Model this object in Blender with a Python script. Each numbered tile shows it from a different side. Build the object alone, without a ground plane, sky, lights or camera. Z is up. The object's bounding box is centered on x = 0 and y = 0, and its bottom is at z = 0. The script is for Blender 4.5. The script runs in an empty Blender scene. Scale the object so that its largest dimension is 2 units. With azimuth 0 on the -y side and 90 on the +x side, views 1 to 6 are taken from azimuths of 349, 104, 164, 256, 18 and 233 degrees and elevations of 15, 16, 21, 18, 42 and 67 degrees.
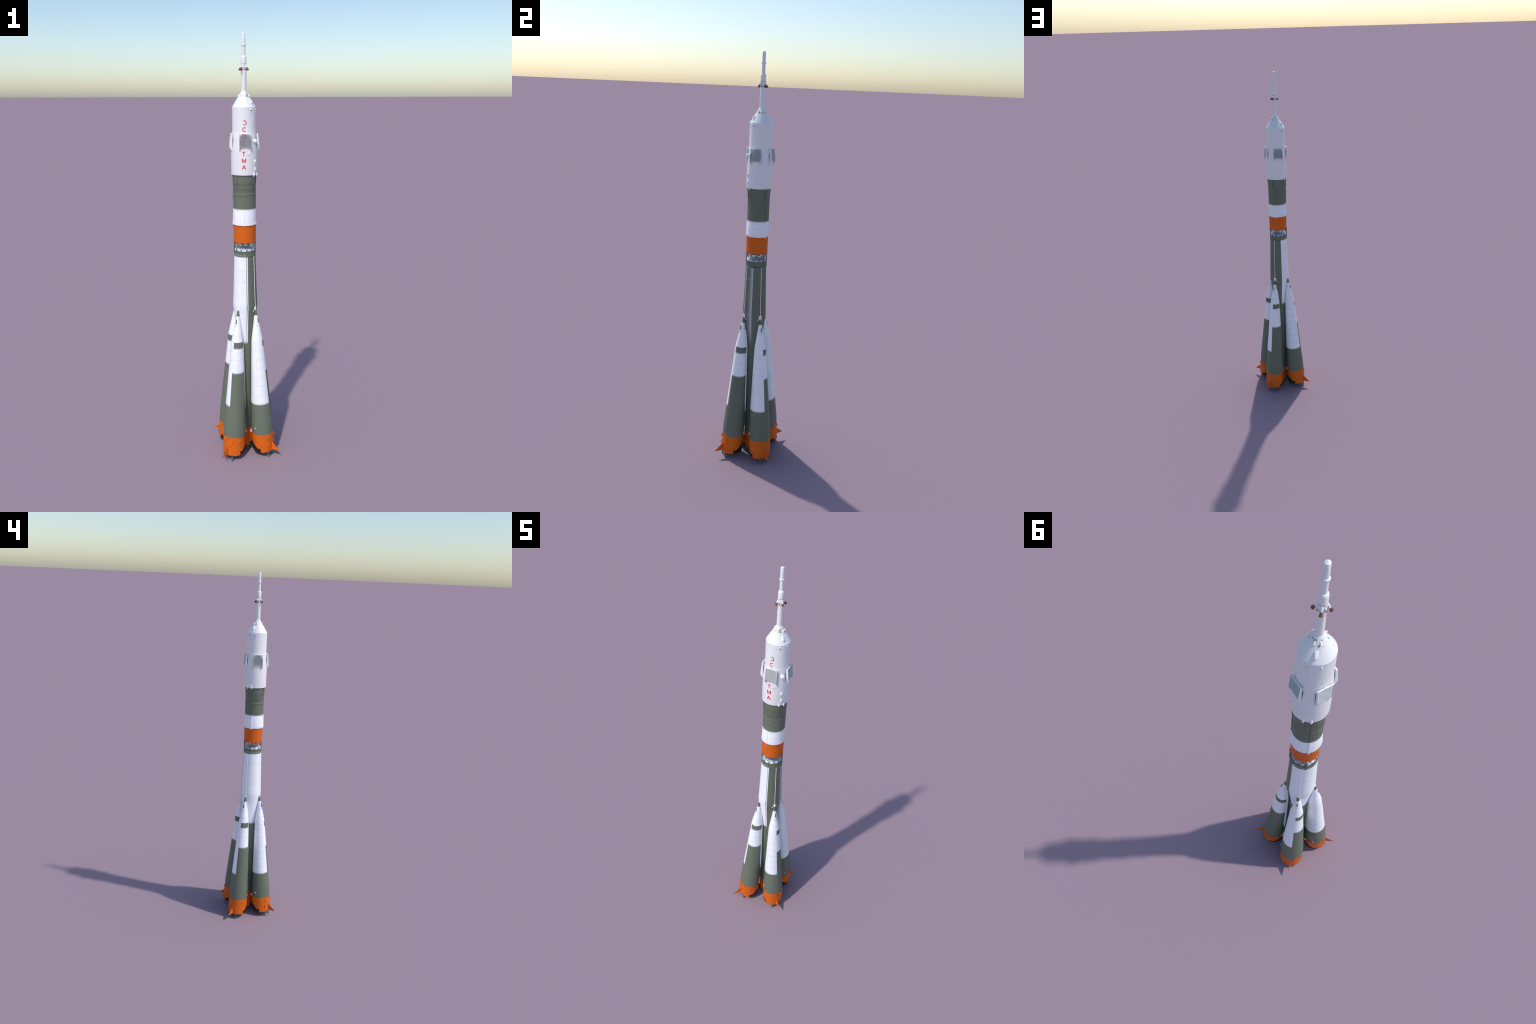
"""A tall crewed launch rocket: core stage with four strap-on boosters, an open
truss, an upper stage, a payload fairing with four folded lattice fins and an
escape tower.  Built in metres, z up, standing on z = 0."""
import bpy, math, random
from mathutils import Vector, Matrix

random.seed(7)
rad = math.radians
COL = bpy.context.scene.collection


# ------------------------------------------------------------------ helpers
def interp(tab, x):
    """piecewise linear through (x, value) pairs sorted by x"""
    if x <= tab[0][0]:
        return tab[0][1]
    for (a, fa), (b, fb) in zip(tab, tab[1:]):
        if x <= b:
            return fa + (fb - fa) * (x - a) / (b - a)
    return tab[-1][1]


class Geo:
    """collects vertices and faces of one mesh"""

    def __init__(self):
        self.v, self.f = [], []

    def loft(self, rings, cap=True, closed=True):
        n, base = len(rings[0]), len(self.v)
        for r in rings:
            self.v += [tuple(p) for p in r]
        for i in range(len(rings) - 1):
            for j in range(n if closed else n - 1):
                a, b = base + i * n + j, base + i * n + (j + 1) % n
                self.f.append((a, b, b + n, a + n))
        if cap:
            self.f.append(tuple(base + j for j in range(n))[::-1])
            self.f.append(tuple(base + (len(rings) - 1) * n + j for j in range(n)))
        return self

    def lathe(self, prof, n=128, cap=False):
        """prof: (radius, height) pairs from bottom to top"""
        rings = [[(r * math.cos(2 * math.pi * j / n), r * math.sin(2 * math.pi * j / n), z) for j in range(n)] for r, z in prof]
        return self.loft(rings, cap)

    def box(self, c, ax, ay, az):
        """box about c with half-axis vectors"""
        c, ax, ay, az = map(Vector, (c, ax, ay, az))
        q = [(-1, -1), (1, -1), (1, 1), (-1, 1)]
        return self.loft([[c + ax * i + ay * j + az * k for i, j in q] for k in (-1, 1)])

    def rod(self, p, q, r, r2=None, n=10):
        p, q = Vector(p), Vector(q)
        d = (q - p).normalized()
        u = d.orthogonal().normalized()
        w = d.cross(u)
        r2 = r if r2 is None else r2
        return self.loft([[c + (u * math.cos(t) + w * math.sin(t)) * k for t in [2 * math.pi * i / n for i in range(n)]] for c, k in ((p, r), (q, r2))])

    def bell(self, p, d, prof, n=24):
        """surface of revolution along direction d from p; prof: (radius, distance)"""
        p, d = Vector(p), Vector(d).normalized()
        u = d.orthogonal().normalized()
        w = d.cross(u)
        return self.loft([[p + d * h + (u * math.cos(t) + w * math.sin(t)) * k for t in [2 * math.pi * i / n for i in range(n)]] for k, h in prof], cap=True)

    def ball(self, c, r, n=16, sx=1.0, axis=None):
        """ball, stretched by sx along axis"""
        axis = Vector(axis or (0, 0, 1)).normalized()
        m = n // 2
        return self.bell(Vector(c), axis, [(max(1e-5, r * math.sin(math.pi * i / m)), -r * sx * math.cos(math.pi * i / m)) for i in range(m + 1)], n)

    def blister(self, theta, rows, host, sink=0.002, round_=True, m=9, k=0.32):
        """raised fairing on a body of revolution: rows of (height on axis, width, protrusion)"""
        t = rad(theta)
        e, w = Vector((math.cos(t), math.sin(t), 0)), Vector((-math.sin(t), math.cos(t), 0))
        rings = []
        for s, wd, h in rows:
            r0 = host(s)
            ring = []
            for i in range(m):
                a = math.pi * i / (m - 1)
                x, y = math.cos(a), math.sin(a)
                if not round_:
                    x = math.copysign(abs(x) ** k, x)
                    y = y ** k if y > 0 else 0
                ring.append(e * (r0 - (wd / 2 * x) ** 2 / (2 * r0) + h * y) + w * (wd / 2 * x) + Vector((0, 0, s)))
            ring += [e * (r0 - sink - 0.0008) - w * wd / 2 + Vector((0, 0, s)), e * (r0 - sink - 0.0008) + w * wd / 2 + Vector((0, 0, s))]
            rings.append(ring)
        return self.loft(rings)

    def strip(self, theta, s0, s1, width, h, host, steps=24, sink=0.002, dtheta=0.0):
        """long rectangular duct lying along a body of revolution"""
        rings = []
        for i in range(steps + 1):
            s = s0 + (s1 - s0) * i / steps
            t = rad(theta + dtheta * i / steps)
            e, w = Vector((math.cos(t), math.sin(t), 0)), Vector((-math.sin(t), math.cos(t), 0))
            r0 = host(s)
            z = Vector((0, 0, s))
            b = min(width, h) * 0.25
            prof = [(-width / 2, -sink), (width / 2, -sink), (width / 2, h - b), (width / 2 - b, h), (-width / 2 + b, h), (-width / 2, h - b)]
            rings.append([e * (r0 + y) + w * x + z for x, y in prof])
        return self.loft(rings)


def data(name, geo, mat, angle=35):
    me = bpy.data.meshes.new(name)
    me.from_pydata(geo.v, [], geo.f)
    me.update()
    import bmesh
    bm = bmesh.new()
    bm.from_mesh(me)
    bmesh.ops.recalc_face_normals(bm, faces=bm.faces)
    bm.to_mesh(me)
    bm.free()
    me.shade_smooth()
    me.set_sharp_from_angle(angle=rad(angle))
    for m in mat if isinstance(mat, (list, tuple)) else [mat]:
        me.materials.append(m)
    return me


def put(name, mesh, parent, matrix=None):
    ob = bpy.data.objects.new(name, mesh)
    COL.objects.link(ob)
    ob.parent = parent
    if matrix is not None:
        ob.matrix_basis = matrix
    return ob


def spin(a):
    return Matrix.Rotation(rad(a), 4, "Z")


# ---------------------------------------------------------------- materials
class Nodes:
    """small builder for masks made of math nodes"""

    def __init__(self, name):
        self.m = bpy.data.materials.new(name)
        self.m.use_nodes = True
        self.t = self.m.node_tree
        self.bsdf = self.t.nodes["Principled BSDF"]
        self.co = self.t.nodes.new("ShaderNodeTexCoord").outputs["Object"]
        s = self.t.nodes.new("ShaderNodeSeparateXYZ")
        self.t.links.new(self.co, s.inputs[0])
        self.x, self.y, self.z = s.outputs
        self._az = None

    def math(self, op, a, b=0.0, c=None, clamp=False):
        n = self.t.nodes.new("ShaderNodeMath")
        n.operation = op
        n.use_clamp = clamp
        for i, q in enumerate((a, b, c)):
            if q is None:
                continue
            if isinstance(q, (int, float)):
                n.inputs[i].default_value = q
            else:
                self.t.links.new(q, n.inputs[i])
        return n.outputs[0]

    @property
    def az(self):
        if self._az is None:
            self._az = self.math("MULTIPLY", self.math("ARCTAN2", self.y, self.x), 180 / math.pi)
        return self._az

    def above(self, v, edge, soft):
        n = self.t.nodes.new("ShaderNodeMapRange")
        n.interpolation_type = "SMOOTHSTEP"
        self.t.links.new(v, n.inputs["Value"])
        n.inputs["From Min"].default_value = edge - soft
        n.inputs["From Max"].default_value = edge + soft
        return n.outputs["Result"]

    def inv(self, a):
        return self.math("SUBTRACT", 1.0, a)

    def between(self, v, a, b, soft, soft2=None):
        return self.math("MULTIPLY", self.above(v, a, soft), self.inv(self.above(v, b, soft2 or soft)))

    def mul(self, *a):
        r = a[0]
        for q in a[1:]:
            r = self.math("MULTIPLY", r, q)
        return r

    def any(self, *a):
        r = a[0]
        for q in a[1:]:
            r = self.math("MAXIMUM", r, q)
        return r

    def line(self, v, c, w):
        return self.between(v, c - w / 2, c + w / 2, w * 0.25)

    def mix(self, f, a, b):
        n = self.t.nodes.new("ShaderNodeMix")
        n.data_type = "RGBA"
        for k, q in ((0, f), (6, a), (7, b)):
            if isinstance(q, (int, float)):
                n.inputs[k].default_value = q
            elif isinstance(q, tuple):
                n.inputs[k].default_value = (*q, 1)
            else:
                self.t.links.new(q, n.inputs[k])
        return n.outputs[2]

    def noise(self, scale, detail=2.0, vec=None):
        n = self.t.nodes.new("ShaderNodeTexNoise")
        n.inputs["Scale"].default_value = scale
        n.inputs["Detail"].default_value = detail
        self.t.links.new(vec or self.co, n.inputs["Vector"])
        return n

    def tint(self, base, spread, scale):
        """base colour with soft blotches towards the two colours in spread"""
        f = self.math("MULTIPLY_ADD", self.noise(scale, 1.5).outputs[0], 2.6, -0.8, clamp=True)
        return self.mix(f, spread[0], spread[1]) if base is None else self.mix(0.5, base, self.mix(f, spread[0], spread[1]))

    def done(self, color, rough=0.5, metal=0.0, spec=0.5):
        b = self.bsdf
        if isinstance(color, tuple):
            b.inputs["Base Color"].default_value = (*color, 1)
        else:
            self.t.links.new(color, b.inputs["Base Color"])
        b.inputs["Roughness"].default_value = rough
        b.inputs["Metallic"].default_value = metal
        b.inputs["Specular IOR Level"].default_value = spec
        return self.m


OLIVE = (0.157, 0.182, 0.132)
OLIVE2 = (0.150, 0.178, 0.134)
WHITE = (0.865, 0.865, 0.865)
PANEL_A, PANEL_B = (0.895, 0.95, 1.0), (0.985, 0.96, 0.985)
ORANGE = (0.70, 0.137, 0.009)
SEAM = (0.46, 0.49, 0.57)


def plain(name, color, rough=0.5, metal=0.0, spread=0.06, scale=60, spec=0.22):
    n = Nodes(name)
    a = tuple(c * (1 - spread) for c in color)
    b = tuple(min(1, c * (1 + spread)) for c in color)
    return n.done(n.tint(color, (a, b), scale), rough, metal, spec)


def olive_of(n):
    return n.tint(OLIVE, (OLIVE2, (0.166, 0.188, 0.132)), 22)


def panels_of(n):
    return n.tint(None, (PANEL_A, PANEL_B), 38)


M_OLIVE = plain("olive_paint", OLIVE, 0.55)
M_WHITE = plain("white_paint", WHITE, 0.45, spread=0.01)
M_PANEL = plain("bright_white_paint", (0.94, 0.94, 0.95), 0.5, spread=0.01)
M_ORANGE = plain("orange_paint", ORANGE, 0.5, spread=0.04)
M_BLACK = plain("black_heat_shield", (0.02, 0.02, 0.022), 0.6)
M_BELL = plain("dark_grey_metal", (0.085, 0.10, 0.098), 0.45, 0.3)
M_VERN = plain("grey_nozzle_metal", (0.16, 0.18, 0.175), 0.45, 0.3)
M_BROWN = plain("red_brown_nozzle", (0.25, 0.082, 0.062), 0.5)
M_COLLAR = plain("dark_green_collar", (0.10, 0.115, 0.10), 0.5)
M_RED = plain("red_lettering", (0.78, 0.045, 0.055), 0.5, spread=0.05)
M_GREY = plain("lattice_grey", (0.80, 0.82, 0.82), 0.5, spread=0.02)
M_DARK = plain("dark_hinge", (0.045, 0.045, 0.05), 0.6)
M_DOME = plain("pale_metal_dome", (0.76, 0.83, 0.92), 0.42, 0.15, spread=0.03, spec=0.3)


def booster_paint():
    n = Nodes("booster_paint")
    s, th = n.z, n.az
    white, olive = panels_of(n), olive_of(n)
    sector = n.between(th, 1.5, 134.0, 0.35)
    out = n.inv(sector)
    lines_all = [n.line(s, c, 0.0011) for c in (0.701, 0.6962, 0.6797, 0.6345)]
    lines_w = [n.line(s, c, 0.0011) for c in (0.5578, 0.5103, 0.4655, 0.4202, 0.3755, 0.3298, 0.288)]
    lines_g = [n.line(s, c, 0.0011) for c in (0.5566, 0.5187)]
    rows = n.any(*[n.between(s, a, b, 0.0003) for a, b in ((0.5578, 0.60), (0.4655, 0.5103), (0.3755, 0.4202), (0.288, 0.3298))])
    vert = n.mul(n.line(th, -73, 1.9), rows)
    vert2 = n.mul(n.line(th, 66, 1.9), n.between(s, 0.5187, 0.5566, 0.0003))
    ln = n.any(n.any(*lines_all), n.mul(n.any(vert, *lines_w), out), n.mul(n.any(vert2, *lines_g), n.above(th, 20, 1), sector))
    white = n.mix(n.mul(ln, 0.62), white, SEAM)
    low = n.inv(n.above(s, 0.2823, 0.0052))
    mid = n.mul(sector, n.inv(n.above(s, 0.452, 0.0062)))
    band = n.mul(sector, n.between(s, 0.5729, 0.6044, 0.0058, 0.0004))
    cap = n.above(s, 0.7288, 0.0003)
    gl = n.any(*[n.line(s, c, 0.0012) for c in (0.2695, 0.264, 0.2166, 0.1675, 0.5945)])
    olive = n.mix(n.mul(gl, 0.2), olive, (0.25, 0.27, 0.20))
    return n.done(n.mix(n.any(low, mid, band, cap), white, olive), 0.5, spec=0.22)


def core_paint():
    n = Nodes("core_paint")
    z, az = n.z, n.az
    white, olive = panels_of(n), olive_of(n)
    green_side = n.between(az, -92.8, 89.2, 0.3)
    out = n.inv(green_side)
    ln = n.any(*[n.line(z, c, 0.0011) for c in (0.955, 0.895, 0.836, 0.772, 0.716, 0.604)])
    v1 = n.mul(n.line(az, -178.5, 1.6), n.any(n.between(z, 0.957, 0.972, 0.0003), n.between(z, 0.848, 0.864, 0.0003), n.between(z, 0.872, 0.889, 0.0003)))
    diag = n.line(n.math("MULTIPLY_ADD", z, 238.0, n.math("MULTIPLY", az, -1.0)), 349.8, 1.6)
    diag = n.mul(diag, n.between(z, 0.716, 0.772, 0.0003))
    white = n.mix(n.mul(n.any(ln, v1, diag), 0.62), white, SEAM)
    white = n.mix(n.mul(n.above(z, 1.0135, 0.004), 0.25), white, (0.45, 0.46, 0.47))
    w = n.mul(out, n.above(z, 0.5870, 0.0100))
    # soft white gradient ending at a sharp vertical edge, with ring marks
    ramp = n.math("MULTIPLY_ADD", az, 1 / 27.0, 26.0 / 27.0, clamp=True)
    pale_fade = n.mul(n.math("POWER", ramp, 1.6), n.inv(n.above(az, 0.8, 0.4)), n.above(z, 0.655, 0.06), n.inv(n.above(z, 1.011, 0.003)), 0.72)
    marks = n.mul(n.any(*[n.line(z, c, 0.0015) for c in (1.0132, 0.9556, 0.7170, 0.657)]), n.between(az, -59, 0.8, 0.4))
    marks2 = n.mul(n.any(*[n.line(z, c, 0.0015) for c in (0.778, 0.773)]), n.between(az, -23, 0.8, 0.4))
    marks = n.mul(n.any(marks, marks2), 0.55)
    olive = n.mix(n.math("MAXIMUM", pale_fade, marks), olive, (0.80, 0.81, 0.85))
    return n.done(n.mix(w, olive, white), 0.5, spec=0.22)


def upper_paint():
    n = Nodes("upper_stage_paint")
    z, az = n.z, n.az
    white, olive = panels_of(n), olive_of(n)
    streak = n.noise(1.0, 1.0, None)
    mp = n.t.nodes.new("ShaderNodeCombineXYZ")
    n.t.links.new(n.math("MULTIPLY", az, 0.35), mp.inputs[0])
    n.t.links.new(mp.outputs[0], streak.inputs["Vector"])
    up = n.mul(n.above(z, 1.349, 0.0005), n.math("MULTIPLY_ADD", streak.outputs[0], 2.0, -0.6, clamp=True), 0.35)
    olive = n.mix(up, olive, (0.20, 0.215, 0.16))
    olive = n.mix(n.mul(n.any(n.line(z, 1.3483, 0.0012), n.line(z, 1.3025, 0.0010), n.line(z, 1.331, 0.0008)), 0.55), olive, (0.07, 0.08, 0.06))
    oval = n.line(n.math("SQRT", n.math("ADD", n.math("POWER", n.math("MULTIPLY", n.math("SUBTRACT", az, 169.5), 1 / 5.5), 2.0), n.math("POWER", n.math("MULTIPLY", n.math("SUBTRACT", z, 1.273), 1 / 0.023), 2.0))), 1.0, 0.14)
    olive = n.mix(n.mul(oval, 0.35), olive, (0.07, 0.08, 0.06))
    white = n.mix(n.mul(n.any(n.line(z, 1.2278, 0.001), n.line(z, 1.1775, 0.001)), 0.5), white, SEAM)
    return n.done(n.mix(n.inv(n.above(z, 1.2395, 0.0058)), olive, white), 0.52, spec=0.22)


def fairing_paint():
    n = Nodes("fairing_paint")
    z, az = n.z, n.az
    c = n.tint(WHITE, ((0.855, 0.855, 0.855), (0.875, 0.875, 0.875)), 30)
    seams = n.any(n.line(az, -134.3, 0.9), n.line(az, 43.9, 0.9))
    seams = n.mul(seams, n.inv(n.above(z, 1.7305, 0.0003)))
    ring = n.any(n.line(z, 1.7305, 0.0009), n.mul(n.line(z, 1.7502, 0.0009), 0.5))
    dv = n.math("ADD", n.math("MULTIPLY", n.math("ABSOLUTE", n.math("SUBTRACT", az, 75.5)), 1 / 10.0), n.math("MULTIPLY", n.math("ABSOLUTE", n.math("SUBTRACT", z, 1.7195)), 1 / 0.0085))
    diamond = n.mul(n.line(dv, 1.0, 0.13), n.between(az, 60, 90, 1))
    c = n.mix(n.mul(n.any(seams, ring, diamond), 0.32), c, (0.40, 0.42, 0.50))
    spots = []
    for a, da, z0, z1 in ((-61, 10.5, 1.7332, 1.7478), (-106.5, 3.0, 1.7376, 1.7455), (-32.5, 6, 1.7448, 1.7480), (-12, 8, 1.7328, 1.7375),
                          (113, 13, 1.7430, 1.7490), (142, 7, 1.7325, 1.7370), (48, 10, 1.7345, 1.7405), (-110, 5, 1.7478, 1.7494),
                          (167, 9, 1.7464, 1.7486), (81, 8, 1.7445, 1.7488), (165, 5, 1.7328, 1.7340), (20, 6, 1.7340, 1.7390)):
        spots.append(n.mul(n.between(az, a - da, a + da, 1.0), n.between(z, z0, z1, 0.0003)))
    c = n.mix(n.any(*spots), c, (0.37, 0.35, 0.24))
    return n.done(c, 0.42, spec=0.4)


def raceway_paint():
    n = Nodes("raceway_paint")
    return n.done(n.mix(n.above(n.z, 0.5870, 0.0100), olive_of(n), panels_of(n)), 0.5, spec=0.22)


M_BOOSTER, M_CORE, M_UPPER, M_FAIRING = booster_paint(), core_paint(), upper_paint(), fairing_paint()

# ------------------------------------------------------------------ the thing
rocket = bpy.data.objects.new("space_rocket", None)
COL.objects.link(rocket)
rocket["label"] = "tall white, olive and orange rocket with four boosters"
rocket["category"] = "space rocket"


def skirt_mesh(name, r, bottom, top, cut, edges, mat, thick=0.0014, n=240):
    """orange tail skirt: a tube whose lower edge follows cut(theta)"""
    ths = sorted(set([360.0 * i / n - 180 for i in range(n)] + [e + d for e in edges for d in (-0.05, 0.05)]))
    g = Geo()
    rings = []
    for k in range(4):
        ring = []
        for t in ths:
            lo = max(bottom, cut(t))
            rr, z = ((r - thick, lo + (top - lo) * 0.3), (r - thick, lo), (r, lo), (r, top))[k]
            ring.append((rr * math.cos(rad(t)), rr * math.sin(rad(t)), z))
        rings.append(ring)
    return data(name, g.loft(rings, cap=False), mat, 30)


# ----------------------------------------------------------------- core stage
CORE = [(0.10, 0.0405), (0.604, 0.0407), (0.615, 0.0412), (0.764, 0.0581), (0.770, 0.0584), (0.778, 0.0582), (0.83, 0.0560), (0.887, 0.0541), (1.0, 0.0509), (1.0165, 0.0505)]
core_r = lambda z: interp(CORE, z)
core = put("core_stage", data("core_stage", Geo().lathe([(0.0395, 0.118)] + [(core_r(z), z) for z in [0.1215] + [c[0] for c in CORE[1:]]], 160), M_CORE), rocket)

put("dome", data("dome", Geo().lathe([(0.0485 * math.cos(a), 1.0435 + 0.0125 * math.sin(a)) for a in [math.pi / 2 * i / 14 for i in range(14)]] + [(0.0005, 1.056)], 96), M_DOME), core)

# slotted ring under the truss: recessed panels between flanges and twelve posts
ring = Geo().lathe([(0.0490, 1.0445), (0.0512, 1.0450), (0.0514, 1.0438), (0.0512, 1.0420), (0.0503, 1.0412), (0.0503, 1.0212), (0.0511, 1.0205), (0.0512, 1.0190), (0.0505, 1.0180)], 144)
for k in range(12):
    ring.strip(30 * k, 1.0200, 1.0425, 0.0020, 0.0010, lambda s: 0.0503, 2)
n_ = Nodes("ring_paint")
fade = n_.mul(n_.inv(n_.above(n_.z, 1.0270, 0.0065)), n_.above(n_.z, 1.0212, 0.0004), n_.inv(n_.between(n_.az, -95, 91, 2)), 0.30)
put("ring_frame", data("ring_frame", ring, n_.done(n_.mix(fade, olive_of(n_), (0.66, 0.65, 0.56)), 0.5, spec=0.22)), core)
holes = Geo()
for a in (-128, -112):
    t = rad(a)
    holes.rod((0.0498 * math.cos(t), 0.0498 * math.sin(t), 1.0288), (0.0509 * math.cos(t), 0.0509 * math.sin(t), 1.0288), 0.0021)
put("vent", data("vent", holes, M_DARK), core)

# raceway beside the white half, with its small olive box
race = Geo().strip(-87.6, 0.125, 1.0165, 0.0046, 0.0019, core_r, 60)
put("raceway", data("raceway", race, raceway_paint()), core)
rbox = Geo().strip(-91.0, 0.7605, 0.7845, 0.0026, 0.0032, core_r, 4)
put("raceway_box", data("raceway_box", rbox, M_OLIVE), core)
put("raceway_clip", data("raceway_clip", Geo().strip(-87.3, 0.759, 0.7655, 0.0050, 0.0032, core_r, 2), M_PANEL), core)

# four fuel-line rods with their yokes, one above every booster
rod = Geo()
pts = [1.0175 - (1.0175 - 0.766) * i / 20 for i in range(21)]
rings = []
for z in pts:
    r0 = core_r(z) + 0.0004
    rings.append([(r0 + 0.0013 * math.cos(t), 0.0013 * math.sin(t), z) for t in [2 * math.pi * i / 10 for i in range(10)]])
rod.loft(rings)
rod_me = data("pressure_line", rod, M_PANEL)

def yoke_mesh(legs):
    g = Geo()
    rows = ((0.7705, 0.0184, 0.0006), (0.7665, 0.0172, 0.0008), (0.7620, 0.0140, 0.0009), (0.7560, 0.0130, 0.0010), (0.7505, 0.0132, 0.0008))
    g.blister(0, rows, core_r, round_=False, m=13)
    g.blister(0, ((0.7660, 0.0030, 0.0012), (0.7630, 0.0066, 0.0036), (0.7575, 0.0078, 0.0052), (0.7520, 0.0078, 0.0062), (0.7505, 0.0070, 0.0050)), core_r)
    for sgn in (-1, 1) if legs else ():
        rings = []
        for k in range(7):
            z = 0.7565 + (0.7447 - 0.7565) * k / 6
            y = (0.0050 + 0.0078 * k / 6) * sgn
            rings.append([(math.sqrt(max(0, (core_r(zz) + h) ** 2 - (y + d) ** 2)), y + d, zz) for d, zz, h in
                          ((-0.0012 * sgn, z - 0.0012, -0.001), (0.0012 * sgn, z + 0.0012, -0.001), (0.0012 * sgn, z + 0.0012, 0.0009), (-0.0012 * sgn, z - 0.0012, 0.0009))])
        g.loft(rings)
    return data("yoke", g, M_PANEL)


yoke_a, yoke_b = yoke_mesh(True), yoke_mesh(False)
for a in (-135, -45, 45, 135):
    put("pressure_line", rod_me, core, spin(a))
    put("yoke", yoke_a if abs(a) == 45 else yoke_b, core, spin(a))

# tail of the core: orange skirt notched towards every booster, black liner, engines
def core_cut(t):
    d = abs((t + 360) % 90 - 45)
    return 0.0435 if d < 27 else 0.0


core_edges = [c + d for c in (-135, -45, 45, 135) for d in (-27, 27)]
put("tail_skirt", skirt_mesh("tail_skirt", 0.0412, 0.0252, 0.1215, core_cut, core_edges, M_ORANGE), core)
put("tail_liner", data("tail_liner", Geo().lathe([(0.001, 0.027), (0.0396, 0.0268), (0.0396, 0.10)], 96), M_BLACK), core)
bell_prof = [(0.006, 0.0), (0.0072, 0.006), (0.0105, 0.014), (0.0135, 0.026), (0.0146, 0.036), (0.0135, 0.0358), (0.009, 0.02)]
engine = Geo()
for a in (0, 90, 180, 270):
    engine.bell((0.0225 * math.cos(rad(a)), 0.0225 * math.sin(rad(a)), 0.0440), (0, 0, -1), [(r * 1.16, h * 1.12) for r, h in bell_prof])
core_engine = data("main_engine", engine, M_BELL)
put("main_engine", core_engine, core)
vern = Geo()
for a in (45, 135, 225, 315):
    vern.bell((0.0375 * math.cos(rad(a)), 0.0375 * math.sin(rad(a)), 0.034), (0, 0, -1), [(0.0026, 0), (0.0028, 0.012), (0.0048, 0.030), (0.0042, 0.0296)], 16)
put("vernier", data("vernier", vern, M_BELL), core)

# ------------------------------------------------------------------ boosters
BOO = [(0.02, 0.0547), (0.12, 0.0547), (0.160, 0.0547), (0.174, 0.0543), (0.186, 0.0536), (0.590, 0.0290), (0.603, 0.0281), (0.616, 0.0263), (0.7288, 0.0074), (0.7565, 0.0040)]
boo_r = lambda s: interp(BOO, s)
prof = [(0.053, 0.1225)] + [(boo_r(s), s) for s in (0.1225, 0.155, 0.168, 0.174, 0.186, 0.25, 0.35, 0.45, 0.55, 0.590, 0.597, 0.603, 0.610, 0.616, 0.66, 0.70, 0.7288)] + [(0.0066, 0.7292), (0.0040, 0.7555), (0.0030, 0.7570), (0.0002, 0.7572)]
boo_me = data("booster", Geo().lathe(prof, 128), M_BOOSTER, 25)

CUT = [(69.5, 0.0461), (84, 0.0463), (93, 0.0527), (105, 0.0619), (117, 0.0690), (128, 0.0744), (150, 0.0800), (180, 0.0830)]


def boo_cut(t):
    return interp(CUT, abs(t)) if abs(t) > 69.5 else 0.0


skirt_me = skirt_mesh("tail_skirt", 0.0550, 0.0267, 0.1225, boo_cut, (-69.5, 69.5), M_ORANGE)
liner_me = data("tail_liner", Geo().lathe([(0.001, 0.029), (0.0527, 0.0275), (0.0533, 0.0290), (0.0533, 0.09)], 96), M_BLACK)

skirt_r = lambda s: 0.0550
bumps = {}
for key, th, rows in (
    ("a", 27, ((0.1162, 0.0028, 0.0006), (0.1120, 0.0050, 0.0028), (0.0975, 0.0062, 0.0058), (0.0960, 0.0058, 0.0054))),
    ("d", -26, ((0.1155, 0.0028, 0.0006), (0.1115, 0.0050, 0.0028), (0.0980, 0.0062, 0.0058), (0.0965, 0.0058, 0.0054))),
    ("e", -29, ((0.0764, 0.0026, 0.0006), (0.0725, 0.0050, 0.0024), (0.0595, 0.0060, 0.0046), (0.0580, 0.0056, 0.0042))),
    ("c", 16, ((0.0845, 0.0020, 0.0005), (0.0815, 0.0034, 0.0022), (0.0730, 0.0042, 0.0036), (0.0718, 0.0038, 0.0034))),
    ("b", 66, ((0.1128, 0.0026, 0.0006), (0.1100, 0.0048, 0.0024), (0.0988, 0.0058, 0.0046), (0.0975, 0.0054, 0.0042))),
):
    bumps[key] = data("cable_fairing", Geo().blister(th, [(a, w_ * 1.12, h_) for a, w_, h_ in rows], skirt_r, round_=False, m=13, k=0.6), M_ORANGE, 45)

dots = Geo()
for th, s in ((0.5, 0.1112), (89.4, 0.1119)):
    t = rad(th)
    e = Vector((math.cos(t), math.sin(t), 0))
    dots.rod(e * 0.0545 + Vector((0, 0, s)), e * 0.0557 + Vector((0, 0, s)), 0.0023, n=14)
dots_me = data("bolt_hole", dots, M_DARK)

# swept tail fin: thick at the root, sharp at the tip
fin = Geo()
root = [(0.0535, 0.0, 0.0735), (0.0535, 0.0030, 0.0500), (0.0535, 0.0030, 0.0300), (0.0535, 0.0, 0.0288), (0.0535, -0.0030, 0.0300), (0.0535, -0.0030, 0.0500)]
tip = Vector((0.0999, 0, 0.0308))
fin.loft([root, [Vector(p).lerp(tip, 0.5) * 1.0 + Vector((0, 0, 0)) for p in root], [Vector(p).lerp(tip, 0.985) for p in root]])
fin_me = data("tail_fin", fin, M_ORANGE, 20)

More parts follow.
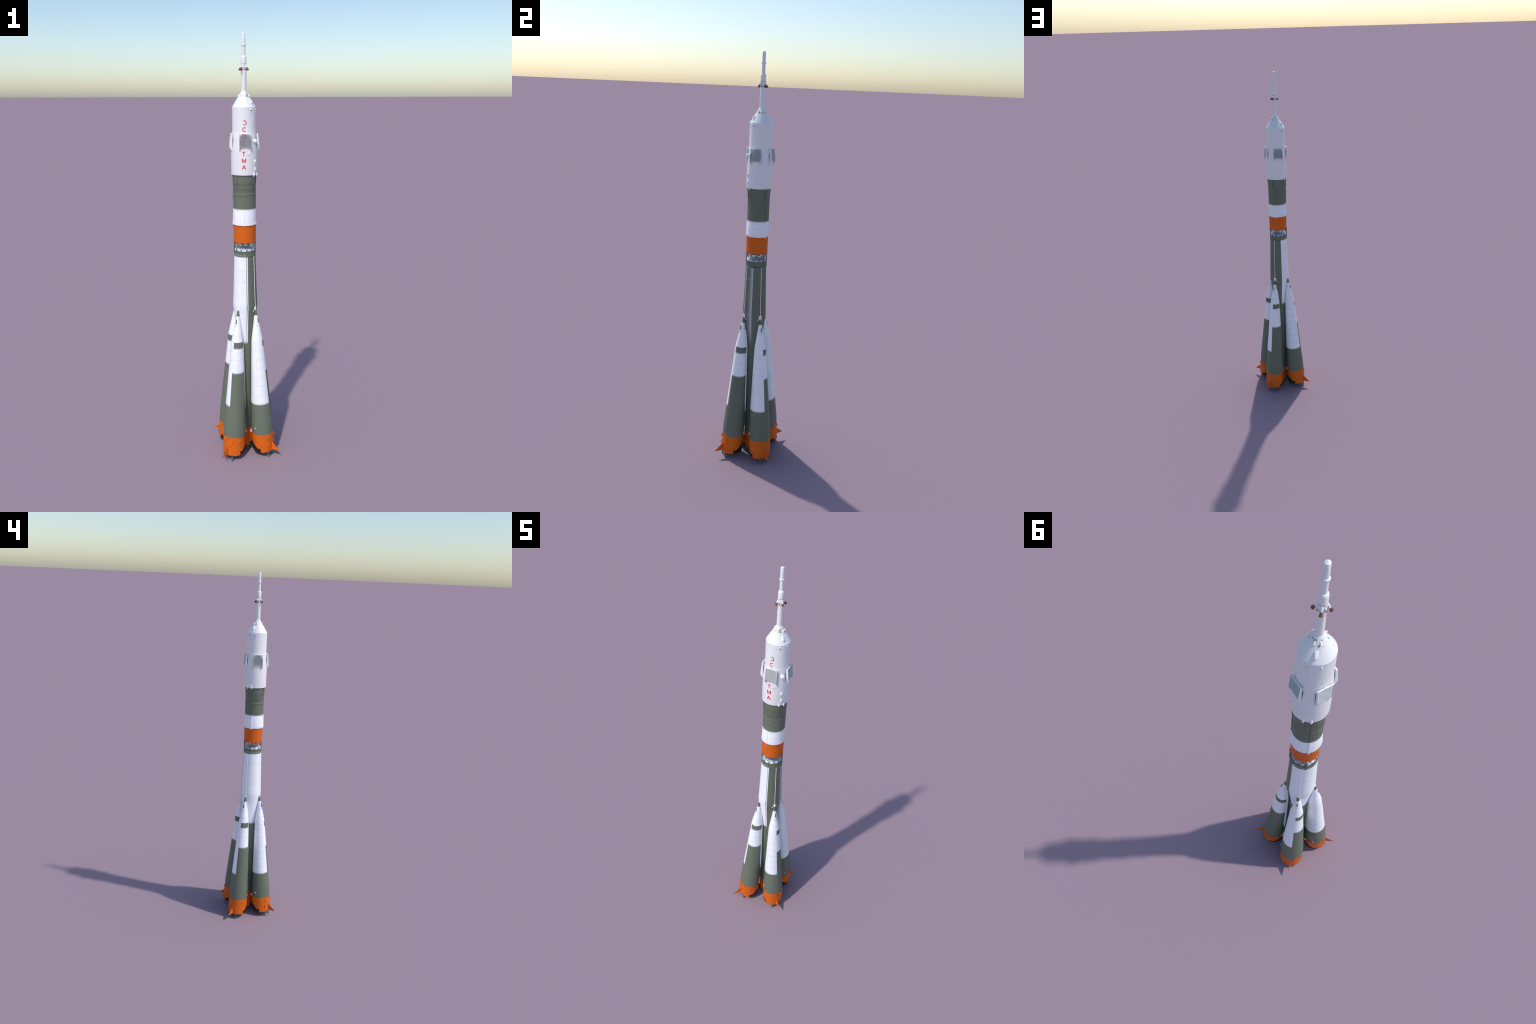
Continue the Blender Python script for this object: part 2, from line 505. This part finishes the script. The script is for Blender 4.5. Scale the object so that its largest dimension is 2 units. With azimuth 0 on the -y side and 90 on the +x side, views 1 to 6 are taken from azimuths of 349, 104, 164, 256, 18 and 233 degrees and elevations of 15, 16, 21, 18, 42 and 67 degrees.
# nozzles
engine = Geo()
for a in (0, 90, 180, 270):
    engine.bell((0.0235 * math.cos(rad(a + 45)), 0.0235 * math.sin(rad(a + 45)), 0.0455), (0, 0, -1), bell_prof)
eng_me = data("main_engine", engine, M_BELL)
vern_me = []
for sgn in (-1, 1):
    g = Geo()
    t = rad(24 * sgn)
    e, w = Vector((math.cos(t), math.sin(t), 0)), Vector((-math.sin(t), math.cos(t), 0))
    g.box(e * 0.0540 + Vector((0, 0, 0.0295)), e * 0.0030, w * 0.0030, Vector((0, 0, 0.0050)))
    v0 = Vector((0.0400, 0.0196 * sgn, 0.0235))
    g.bell(v0, (0.062, 0, -1), [(0.0026, 0), (0.0028, 0.005), (0.0026, 0.0085), (0.0036, 0.0125), (0.0044, 0.0200), (0.0046, 0.0259), (0.0040, 0.0256), (0.0022, 0.016)], 18)
    vern_me.append(data("vernier", g, M_VERN))

# small fittings near the nose
slot_me = data("nose_fin", Geo().blister(0, ((0.7136, 0.0042, 0.0014), (0.7120, 0.0046, 0.0024), (0.6928, 0.0046, 0.0034), (0.6916, 0.0042, 0.0030)), boo_r, round_=False), M_OLIVE)
cam = Geo()
cam.blister(0.5, ((0.6875, 0.0028, 0.0012), (0.6860, 0.0036, 0.0026), (0.6825, 0.0036, 0.0032), (0.6812, 0.0030, 0.0026)), boo_r)
cam.blister(-42, ((0.6920, 0.0030, 0.0006), (0.6880, 0.0056, 0.0026), (0.6845, 0.0060, 0.0034), (0.6830, 0.0054, 0.0028)), boo_r)
cam_me = data("sensor_pod", cam, M_PANEL)
eye_me = data("sensor_eye", Geo().rod((boo_r(0.6826) + 0.0020, 0.0002, 0.6826), (boo_r(0.6826) + 0.0036, 0.0002, 0.6829), 0.0012), M_DARK)

# cable duct along the inner flank, white above and olive below
duct_r = lambda s: boo_r(s)
duct_me = data("cable_duct", Geo().strip(144.0, 0.252, 0.690, 0.0056, 0.0036, duct_r, 60), M_PANEL)
duct2_me = data("lower_cable_duct", Geo().strip(144.0, 0.170, 0.2525, 0.0052, 0.0034, duct_r, 8), M_OLIVE)
duct3_me = data("cable_duct_end", Geo().strip(144.0, 0.1255, 0.1695, 0.0050, 0.0036, duct_r, 6), M_PANEL)

# white strut brackets at the base, towards the core
tri = Geo()
for th in (-139, 139):
    tri.blister(th, ((0.1380, 0.0016, 0.0002), (0.1215, 0.0086, 0.0066), (0.1205, 0.0082, 0.0060)), boo_r, round_=False)
tri_me = data("strut_bracket", tri, M_PANEL)

hook = Geo()
t0 = rad(-91.5)
e, w, u = Vector((math.cos(t0), math.sin(t0), 0)), Vector((-math.sin(t0), math.cos(t0), 0)), Vector((0, 0, 1))
c0 = e * 0.0546 + u * 0.1573
seg = [c0 + (w * math.cos(a) + u * math.sin(a)) * 0.0031 + e * 0.0022 for a in [rad(120 + 280 * i / 12) for i in range(13)]]
for p, q in zip(seg, seg[1:]):
    hook.rod(p, q, 0.0012, n=8)
hook_me = data("filler_ring", hook, M_PANEL)
eyeh_me = data("filler_hole", Geo().rod(c0 - e * 0.001, c0 + e * 0.0009, 0.0026, n=14), M_DARK)

studs = Geo()
for th, s in ((2.2, 0.2742), (22, 0.2700), (118, 0.2745)):
    t = rad(th)
    e = Vector((math.cos(t), math.sin(t), 0))
    studs.ball(e * boo_r(s) + Vector((0, 0, s)), 0.0011, 10)
studs_me = data("stud", studs, M_OLIVE)

TILT = Matrix.Rotation(-math.atan(0.0640), 4, "Y")
for a in (-135, -45, 45, 135):
    m = spin(a) @ Matrix.Translation((0.1075, 0, 0)) @ TILT
    b = put("booster", boo_me, rocket, m)
    for nm, me in (("tail_skirt", skirt_me), ("tail_liner", liner_me), ("tail_fin", fin_me), ("main_engine", eng_me), ("bolt_hole", dots_me),
                   ("nose_fin", slot_me), ("sensor_pod", cam_me), ("sensor_eye", eye_me), ("cable_duct", duct_me), ("lower_cable_duct", duct2_me),
                   ("cable_duct_end", duct3_me), ("strut_bracket", tri_me), ("filler_ring", hook_me), ("filler_hole", eyeh_me), ("stud", studs_me)):
        put(nm, me, b)
    for me in vern_me:
        put("vernier", me, b)
    for me in bumps.values():
        put("cable_fairing", me, b)

# --------------------------------------------------------------- interstage truss
truss = bpy.data.objects.new("truss", None)
p, q = Vector((0.0500, 0, 1.0440)), spin(15) @ Vector((0.0508, 0, 1.0800))
hoop = Geo()
n = 72
hoop.loft([[((0.0484 + 0.0013 * math.cos(t)) * math.cos(2 * math.pi * i / n), (0.0484 + 0.0013 * math.cos(t)) * math.sin(2 * math.pi * i / n), 1.0800 + 0.0013 * math.sin(t)) for t in [2 * math.pi * j / 8 for j in range(8)]] for i in range(n + 1)], cap=False)
truss = put("truss", data("truss", hoop, M_OLIVE), rocket)
s1, s2 = data("strut", Geo().rod(p, q, 0.00105), M_OLIVE), data("strut", Geo().rod(p, spin(-15) @ Vector((0.0508, 0, 1.0800)), 0.00105), M_OLIVE)
node = Geo()
node.strip(0, 1.0430, 1.0500, 0.0034, 0.0010, lambda s: 0.0500, 2)
node.blister(15, ((1.0680, 0.0012, 0.0012), (1.0740, 0.0040, 0.0016), (1.0800, 0.0048, 0.0014)), lambda s: 0.0500, sink=0.001)
node_me = data("gusset", node, M_OLIVE)
for k in range(12):
    for me in (s1, s2):
        put("strut", me, truss, spin(30 * k))
    put("gusset", node_me, truss, spin(30 * k))
post_me = data("cable_post", Geo().strip(0, 1.0175, 1.0830, 0.0056, 0.0034, lambda s: 0.0500, 6), M_OLIVE)
knob = Geo()
knob.blister(0, ((1.0905, 0.0020, 0.0008), (1.0870, 0.0052, 0.0040), (1.0830, 0.0060, 0.0046), (1.0770, 0.0066, 0.0042), (1.0755, 0.0060, 0.0036)), lambda s: 0.0512)
knob_me = data("cable_knob", knob, M_ORANGE)
for a in (57.0, 150.5):
    put("cable_post", post_me, truss, spin(a))
    put("cable_knob", knob_me, truss, spin(a))

# ----------------------------------------------------------------- upper stage
UP = [(1.0832, 0.0513), (1.1660, 0.0520), (1.1662, 0.0550), (1.1670, 0.0552), (1.1780, 0.0542), (1.1950, 0.0533), (1.2270, 0.0527), (1.2285, 0.0523), (1.2420, 0.0518),
      (1.3022, 0.0516), (1.3032, 0.0523), (1.3045, 0.0526), (1.3095, 0.0526), (1.3108, 0.0522), (1.3115, 0.0517), (1.3305, 0.0518), (1.3313, 0.0521), (1.3478, 0.0521), (1.3488, 0.0526), (1.3720, 0.0537), (1.3985, 0.0555)]
up_r = lambda z: interp(UP, z)
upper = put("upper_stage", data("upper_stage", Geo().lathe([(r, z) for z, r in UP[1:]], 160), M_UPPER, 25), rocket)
tail = Geo().lathe([(0.0496, 1.0890), (0.0500, 1.0832), (0.0513, 1.0832), (0.0520, 1.1668)], 160)
put("engine_bay", data("engine_bay", Geo().lathe([(0.001, 1.0850), (0.0400, 1.0855), (0.0497, 1.0885)], 96), M_DARK), upper)
put("engine_section", data("engine_section", tail, M_ORANGE, 25), upper)
eng = Geo()
for a in (45, 135, 225, 315):
    eng.bell((0.017 * math.cos(rad(a)), 0.017 * math.sin(rad(a)), 1.104), (0, 0, -1), [(0.004, 0), (0.005, 0.012), (0.0075, 0.024), (0.0092, 0.0340), (0.0085, 0.0335), (0.005, 0.02)])
put("upper_engine", data("upper_engine", eng, M_DARK), upper)

def up_hang(z):      # raceways run straight over the flange
    return max(up_r(z), interp([(1.16, 0.0553), (1.172, 0.0550), (1.24, 0.0520)], z)) if z < 1.24 else up_r(z)


for a, z0, z1, wd in ((60.0, 1.2405, 1.3690, 0.0040), (152.0, 1.2405, 1.3705, 0.0050)):
    put("olive_raceway", data("olive_raceway", Geo().strip(a, z0, z1, wd, 0.0020, up_hang, 26), M_OLIVE), upper)
    put("white_raceway", data("white_raceway", Geo().strip(a, 1.1615, z0, wd + 0.0010, 0.0026, up_hang, 14), M_PANEL), upper)
put("white_raceway", data("white_raceway", Geo().strip(-103.6, 1.1635, 1.2400, 0.0026, 0.0013, up_hang, 14), M_PANEL), upper)

rib_me = data("rib", Geo().strip(0, 1.3490, 1.3980, 0.0028, 0.0026, up_r, 4), M_OLIVE)
for a in (-136.8, -53.5, -31, 43.5, 47.8, 123.5, 146.8):
    put("rib", rib_me, upper, spin(a))
br_me = data("flange_bracket", Geo().blister(0, ((1.1775, 0.0014, 0.0003), (1.1700, 0.0020, 0.0010), (1.1652, 0.0020, 0.0009), (1.1645, 0.0016, 0.0005)), up_hang), M_PANEL)
sl_me = data("flange_shadow_mark", Geo().strip(0, 1.1550, 1.1640, 0.0013, 0.0006, up_r, 2), plain("shaded_orange", (0.26, 0.055, 0.008), 0.6))  # thin strip coloured dark for the shadow below each bracket
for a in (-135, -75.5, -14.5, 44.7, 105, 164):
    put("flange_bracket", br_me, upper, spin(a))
    put("flange_shadow_mark", sl_me, upper, spin(a))
teeth = Geo()
for a in [x * 2.6 for x in range(139)]:
    teeth.strip(a, 1.1690, 1.1765, 0.0009, 0.0004, up_r, 2, 0.001)
st = put("flange_stringers", data("flange_stringers", teeth, M_PANEL), upper)
st["kind"] = "stuff"
pins = Geo()
for a, z, l in ((-136, 1.2363, 0.0016), (44.6, 1.2368, 0.0016), (37.5, 1.3155, 0.0010), (135.5, 1.3157, 0.0010), (-143, 1.297, 0.0008), (176.5, 1.342, 0.0010), (180, 1.2536, 0.0012)):
    t = rad(a)
    e = Vector((math.cos(t), math.sin(t), 0))
    pins.rod(e * (up_r(z) - 0.001) + Vector((0, 0, z)), e * (up_r(z) + l) + Vector((0, 0, z)), 0.0013, n=10)
put("pin", data("pin", pins, M_COLLAR), upper)
rail = Geo()
t = rad(174)
e = Vector((math.cos(t), math.sin(t), 0))
for z in (1.2885, 1.3150):
    rail.rod(e * 0.050 + Vector((0, 0, z)), e * 0.0565 + Vector((0, 0, z)), 0.0006, n=8)
rail.rod(e * 0.0565 + Vector((0, 0, 1.2875)), e * 0.0565 + Vector((0, 0, 1.3160)), 0.0006, n=8)
put("handrail", data("handrail", rail, M_OLIVE), upper)
w = Vector((-math.sin(t), math.cos(t), 0))
aer = Geo()
t = rad(47)
e = Vector((math.cos(t), math.sin(t), 0))
aer.rod(e * 0.051 + Vector((0, 0, 1.2607)), e * 0.0605 + Vector((0, 0, 1.2607)), 0.0005, n=8)
put("aerial", data("aerial", aer, M_COLLAR), upper)

# -------------------------------------------------------------- payload fairing
FA = [(1.3962, 0.0596), (1.4000, 0.0598), (1.5030, 0.0597), (1.5300, 0.0581), (1.5560, 0.0562), (1.5700, 0.0549), (1.5765, 0.0540), (1.5800, 0.0533), (1.5840, 0.0529), (1.6895, 0.0527), (1.6912, 0.0523), (1.7305, 0.0283), (1.7565, 0.0125), (1.7580, 0.0119)]
fa_r = lambda z: interp(FA, z)
fairing = put("payload_fairing", data("payload_fairing", Geo().lathe([(0.0540, 1.3990), (0.0590, 1.3955)] + [(r, z) for z, r in FA], 192), M_FAIRING, 12), rocket)

for a, lst in ((-47, ((1.4642, 0.0044, 0.0012), (1.4622, 0.0092, 0.0046), (1.4575, 0.0104, 0.0062), (1.4500, 0.0076, 0.0034), (1.4430, 0.0028, 0.0004))),
               (-47, ((1.4292, 0.0044, 0.0012), (1.4272, 0.0090, 0.0046), (1.4230, 0.0100, 0.0058), (1.4165, 0.0072, 0.0032), (1.4090, 0.0028, 0.0004))),
               (136, ((1.4220, 0.0020, 0.0006), (1.4180, 0.0046, 0.0026), (1.4150, 0.0050, 0.0030), (1.4105, 0.0026, 0.0010)))):
    put("vent_pod", data("vent_pod", Geo().blister(a, lst, fa_r), M_WHITE, 50), fairing)
spike = data("skirt_lug", Geo().blister(0, ((1.4150, 0.0016, 0.0004), (1.4050, 0.0062, 0.0038), (1.3985, 0.0098, 0.0058), (1.3950, 0.0084, 0.0056), (1.3890, 0.0028, 0.0034)), lambda s: 0.0596), M_WHITE, 50)
for a in (-55.5, -34.5, 122.5, 146.0):
    put("skirt_lug", spike, fairing, spin(a))

lug = data("cone_lug", Geo().blister(0, ((1.7240, 0.0096, 0.0004), (1.7232, 0.0100, 0.0022), (1.7125, 0.0096, 0.0078), (1.7108, 0.0088, 0.0080), (1.7085, 0.0074, 0.0068), (1.7068, 0.0066, 0.0008)), fa_r, round_=False, m=13, k=0.45), M_WHITE)
for a in (-47, 136):
    put("cone_lug", lug, fairing, spin(a))
bump = data("cone_bracket", Geo().blister(0, ((1.7455, 0.0026, 0.0006), (1.7430, 0.0030, 0.0044), (1.7390, 0.0032, 0.0052), (1.7362, 0.0030, 0.0008)), fa_r, round_=False), M_WHITE)
for a in (-132, -88, -27, 2, 48, 115.5, 156):
    put("cone_bracket", bump, fairing, spin(a))

port, hole, tab = Geo(), Geo(), Geo()
port.blister(0, ((1.6842, 0.0024, 0.0005), (1.6820, 0.0054, 0.0024), (1.6790, 0.0062, 0.0032), (1.6782, 0.0060, 0.0030)), fa_r)
port.blister(0, ((1.6730, 0.0040, 0.0005), (1.6722, 0.0046, 0.0014), (1.6695, 0.0046, 0.0014), (1.6686, 0.0040, 0.0004)), fa_r, round_=False)
hole.blister(0, ((1.6784, 0.0050, 0.0022), (1.6758, 0.0052, 0.0009), (1.6733, 0.0044, 0.0004)), fa_r)
port_me, hole_me = data("thruster_cowl", port, M_WHITE, 50), data("thruster_mouth", hole, plain("thruster_dark_red", (0.13, 0.05, 0.045), 0.6))
for a in (-64.5, -26.3, 115.0, 155.5):
    put("thruster_cowl", port_me, fairing, spin(a))
    put("thruster_mouth", hole_me, fairing, spin(a))

t = rad(-47.5)
e = Vector((math.cos(t), math.sin(t), 0))
pod = Geo().bell(e * 0.050 + Vector((0, 0, 1.5445)), e, [(0.0086, 0), (0.0092, 0.008), (0.0093, 0.0135), (0.0086, 0.0172), (0.0066, 0.0196), (0.0034, 0.0209), (0.0002, 0.0213)], 32)
put("periscope_pod", data("periscope_pod", pod, M_WHITE, 50), fairing)
t = rad(-80)
e, w = Vector((math.cos(t), math.sin(t), 0)), Vector((-math.sin(t), math.cos(t), 0))
disc = Geo()
rings = []
for k in range(3):
    rr, h = ((0.0096, -0.0010), (0.0096, 0.0004), (0.0086, 0.0007))[k]
    ring_ = []
    for i in range(40):
        aa = 2 * math.pi * i / 40
        y, z = rr * math.cos(aa), 0.82 * rr * math.sin(aa)
        th = t + y / 0.0597
        ring_.append(((fa_r(1.4903 + z) + h) * math.cos(th), (fa_r(1.4903 + z) + h) * math.sin(th), 1.4903 + z))
    rings.append(ring_)
put("hatch", data("hatch", disc.loft(rings), M_WHITE, 50), fairing)
aer = Geo()
t = rad(47)
e = Vector((math.cos(t), math.sin(t), 0))
aer.rod(e * 0.058 + Vector((0, 0, 1.4027)), e * 0.0660 + Vector((0, 0, 1.4027)), 0.0005, n=8)
put("aerial", data("aerial", aer, M_COLLAR), fairing)

# red lettering wrapped onto the shell, stroke by stroke
def arc(cx, cy, rx, ry, a0, a1, n=22):
    return [(cx + rx * math.cos(rad(a0 + (a1 - a0) * i / n)), cy + ry * math.sin(rad(a0 + (a1 - a0) * i / n))) for i in range(n + 1)]


def seg(*p):
    out = []
    for (x0, y0), (x1, y1) in zip(p, p[1:]):
        k = max(2, int(math.hypot(x1 - x0, y1 - y0) / 0.08))
        out += [(x0 + (x1 - x0) * i / k, y0 + (y1 - y0) * i / k) for i in range(k)]
    return out + [p[-1]]


GLYPH = {
    "open_left": [[(-x, y) for x, y in arc(0, 0, 0.40, 0.44, 48, 312)]],
    "C": [arc(0, 0, 0.40, 0.44, 48, 312)],
    "O": [arc(0, 0, 0.40, 0.44, 0, 360, 36), seg((0.38, 0.14), (0.50, 0.0), (0.38, -0.14))],
    "E": [arc(0.02, 0.23, 0.31, 0.22, 30, 262, 14), arc(0.02, -0.22, 0.35, 0.23, 98, 330, 14)],
    ".": [seg((-0.03, 0), (0.06, 0))],
    "T": [seg((-0.37, 0.44), (0.37, 0.44)), seg((0, 0.44), (0, -0.5))],
    "M": [seg((-0.41, -0.5), (-0.41, 0.46), (0, -0.40), (0.41, 0.46), (0.41, -0.5))],
    "A": [seg((-0.43, -0.5), (0, 0.47), (0.43, -0.5)), seg((-0.27, -0.16), (0.27, -0.16))],
}


def letter(key, az, z0, h, stroke):
    g = Geo()
    for k, line in enumerate(GLYPH[key]):
        rings = []
        for i, (x, y) in enumerate(line):
            x0, y0 = line[max(0, i - 1)]
            x1, y1 = line[min(len(line) - 1, i + 1)]
            l = math.hypot(x1 - x0, y1 - y0) or 1
            nx, ny = -(y1 - y0) / l, (x1 - x0) / l
            ring_ = []
            for sx, lift in ((-1, -0.0004), (-1, 0.00030 + 0.00006 * k), (1, 0.00030 + 0.00006 * k), (1, -0.0004)):
                px, py = x * h + nx * sx * stroke / 2, y * h + ny * sx * stroke / 2
                r = fa_r(z0 + py) + lift
                th = rad(az) + px / r
                ring_.append((r * math.cos(th), r * math.sin(th), z0 + py))
            rings.append(ring_)
        g.loft(rings)
    return data("letter", g, M_RED, 30)


for key, az, z0, h in (("open_left", -97.8, 1.6246, 0.0196), ("C", -98.0, 1.5953, 0.0196), ("O", -101.0, 1.5668, 0.0200), ("E", -99.6, 1.5375, 0.0200),
                       (".", -101.6, 1.5134, 0.0200), ("T", -101.9, 1.4908, 0.0190), ("M", -101.3, 1.4615, 0.0192), ("A", -101.5, 1.4324, 0.0188)):
    put("letter", letter(key, az, z0, h, 0.0036 if key != "." else 0.0040), fairing)

# folded lattice fins: open cells in a white frame
H, TOPZ, BOTZ = 0.0256, 1.5768, 1.5200
top_d, bot_d = 0.0597, 0.0653
plane = lambda z: interp([(BOTZ, bot_d), (TOPZ, top_d)], z)
lat = Geo()
PW, PH, DEP, TH = 0.0054, 0.0042, 0.0044, 0.00014      # diamond cell width and height, depth, half wall
L, Z0, Z1 = H - 0.0008, BOTZ + 0.0004, TOPZ - 0.0010
slope = PH / PW
c = -L * slope
k_lo, k_hi = Z0 - L * slope, Z1 + L * slope
n_w = int((k_hi - k_lo) / PH) + 1
for sg in (-1, 1):
    for i in range(n_w):
        # wall z = k + sg * slope * y, clipped to the panel
        k = k_lo + PH * i
        ya, yb = sorted(((Z0 - k) / (sg * slope), (Z1 - k) / (sg * slope)))
        ya, yb = max(-L, ya), min(L, yb)
        if yb - ya < 0.001:
            continue
        rings = []
        for y in (ya, yb):
            z = k + sg * slope * y
            d = plane(z) - 0.0004
            rings.append([(d, y, z - TH), (d - DEP, y, z - TH), (d - DEP, y, z + TH), (d, y, z + TH)])
        lat.loft(rings)
lat_me = data("lattice", lat, M_GREY, 30)
fr = Geo()
side = [(0.0598, TOPZ + 0.0004), (0.0633, 1.5480), (0.0656, 1.5260), (0.0656, 1.5165), (0.0640, 1.5115), (0.0568, 1.5035), (0.0545, 1.5030), (0.0537, 1.5120), (0.0537, 1.5600), (0.0525, TOPZ + 0.0004)]
for sg in (-1, 1):
    fr.loft([[(d, sg * H + o, z) for d, z in side] for o in (-0.0005, 0.0005)])
    fr.box((0.0580, sg * (H / 2 + 0.0002), TOPZ), (0.0022, 0, 0), (0, H / 2 - 0.0009, 0), (0, 0, 0.0006))
fr.box((0.0576, 0, TOPZ - 0.0006), (0.0030, 0, 0), (0, 0.0011, 0), (0, 0, 0.0022))
frame_me = data("fin_frame", fr, M_WHITE, 30)
hg = Geo()
for sg in (-1, 1):
    hg.box((0.0522, sg * (H - 0.0002), 1.5370), (0.0016, 0, 0), (0, 0.0010, 0), (0, 0, 0.0185))
dark_strip_me = data("fin_dark_strip", hg, M_DARK)
tb = Geo()
for sg in (-1, 1):
    tb.box((0.0527, sg * (H - 0.0002), 1.5135), (0.0012, 0, 0), (0, 0.0012, 0), (0, 0, 0.0030))
tab_me = data("fin_latch", tb, plain("latch_olive", (0.30, 0.28, 0.19), 0.6))
for a in (-95, -5, 85, 175):
    gf = put("lattice_fin", frame_me, fairing, spin(a))
    # the cells are their own piece beside the frame
    put("lattice", lat_me, fairing, spin(a))
    put("fin_dark_strip", dark_strip_me, fairing, spin(a))
    put("fin_latch", tab_me, fairing, spin(a))

# ------------------------------------------------------------------ escape tower
tower = Geo().lathe([(0.0119, 1.7565), (0.0119, 1.8474), (0.0119, 1.8480), (0.0122, 1.8486), (0.0122, 1.8695), (0.0116, 1.8697), (0.0116, 1.8709), (0.0122, 1.8711), (0.0123, 1.8965), (0.0117, 1.8995), (0.0104, 1.9022), (0.0090, 1.9040), (0.0079, 1.9046),
                     (0.0079, 1.9460), (0.0098, 1.9470), (0.0104, 1.9480), (0.0104, 1.9505), (0.0098, 1.9520), (0.0078, 1.9524), (0.0077, 1.9952), (0.0074, 1.9962), (0.0002, 2.0000)], 72)
tower = put("escape_tower", data("escape_tower", tower, M_WHITE, 25), rocket)
bands = Geo().lathe([(0.0110, 1.8696), (0.0121, 1.8697), (0.0121, 1.8709), (0.0110, 1.8710)], 72)
bands.lathe([(0.0110, 1.8472), (0.01225, 1.8473), (0.01225, 1.8484), (0.0110, 1.8485)], 72)
put("seal_band", data("seal_band", bands, M_DARK), tower)
jets = Geo()
for k in range(12):
    t = rad(30 * k + 10)
    jets.bell((0.0088 * math.cos(t), 0.0088 * math.sin(t), 1.9476), (0, 0, -1), [(0.0010, 0), (0.0012, 0.0018), (0.0016, 0.0032)], 10)
st = put("steering_jets", data("steering_jets", jets, M_WHITE), tower)

d = Vector((0.50, 0, -0.866))
arm = Geo()
arm.bell((0.0098, 0, 1.8682), d, [(0.0028, -0.002), (0.0033, 0.002), (0.0034, 0.0145), (0.0032, 0.0150)], 20)
arm_me = data("nozzle_arm", arm, M_WHITE, 50)
b0 = Vector((0.0098, 0, 1.8682)) + d * 0.0147
col_me = data("nozzle_collar", Geo().bell(b0, d, [(0.0037, 0), (0.0038, 0.0006), (0.0038, 0.0016), (0.0035, 0.0019)], 24), M_COLLAR)
bell_me = data("escape_nozzle", Geo().bell(b0 + d * 0.0017, d, [(0.0033, 0), (0.0037, 0.0022), (0.0047, 0.0064), (0.0054, 0.0092), (0.0050, 0.0091), (0.0034, 0.003)], 28), M_BROWN, 50)
d2 = Vector((0.40, 0, -0.917)).normalized()
arm2 = Geo().bell((0.0112, 0, 1.8620), d2, [(0.0010, -0.0015), (0.0015, 0.001), (0.0016, 0.0075), (0.0013, 0.0078)], 14)
arm2_me = data("small_nozzle_arm", arm2, M_WHITE, 50)
b2 = Vector((0.0112, 0, 1.8620)) + d2 * 0.0076
bell2_me = data("small_nozzle", Geo().bell(b2, d2, [(0.0013, 0), (0.0014, 0.0006), (0.0021, 0.0030), (0.0018, 0.0029), (0.0012, 0.001)], 16), M_BROWN, 50)
for k in range(4):
    a = 45 + 90 * k
    for nm, me in (("nozzle_arm", arm_me), ("nozzle_collar", col_me), ("escape_nozzle", bell_me)):
        put(nm, me, tower, spin(a))
    put("small_nozzle_arm", arm2_me, tower, spin(90 * k - 4))
    put("small_nozzle", bell2_me, tower, spin(90 * k - 4))
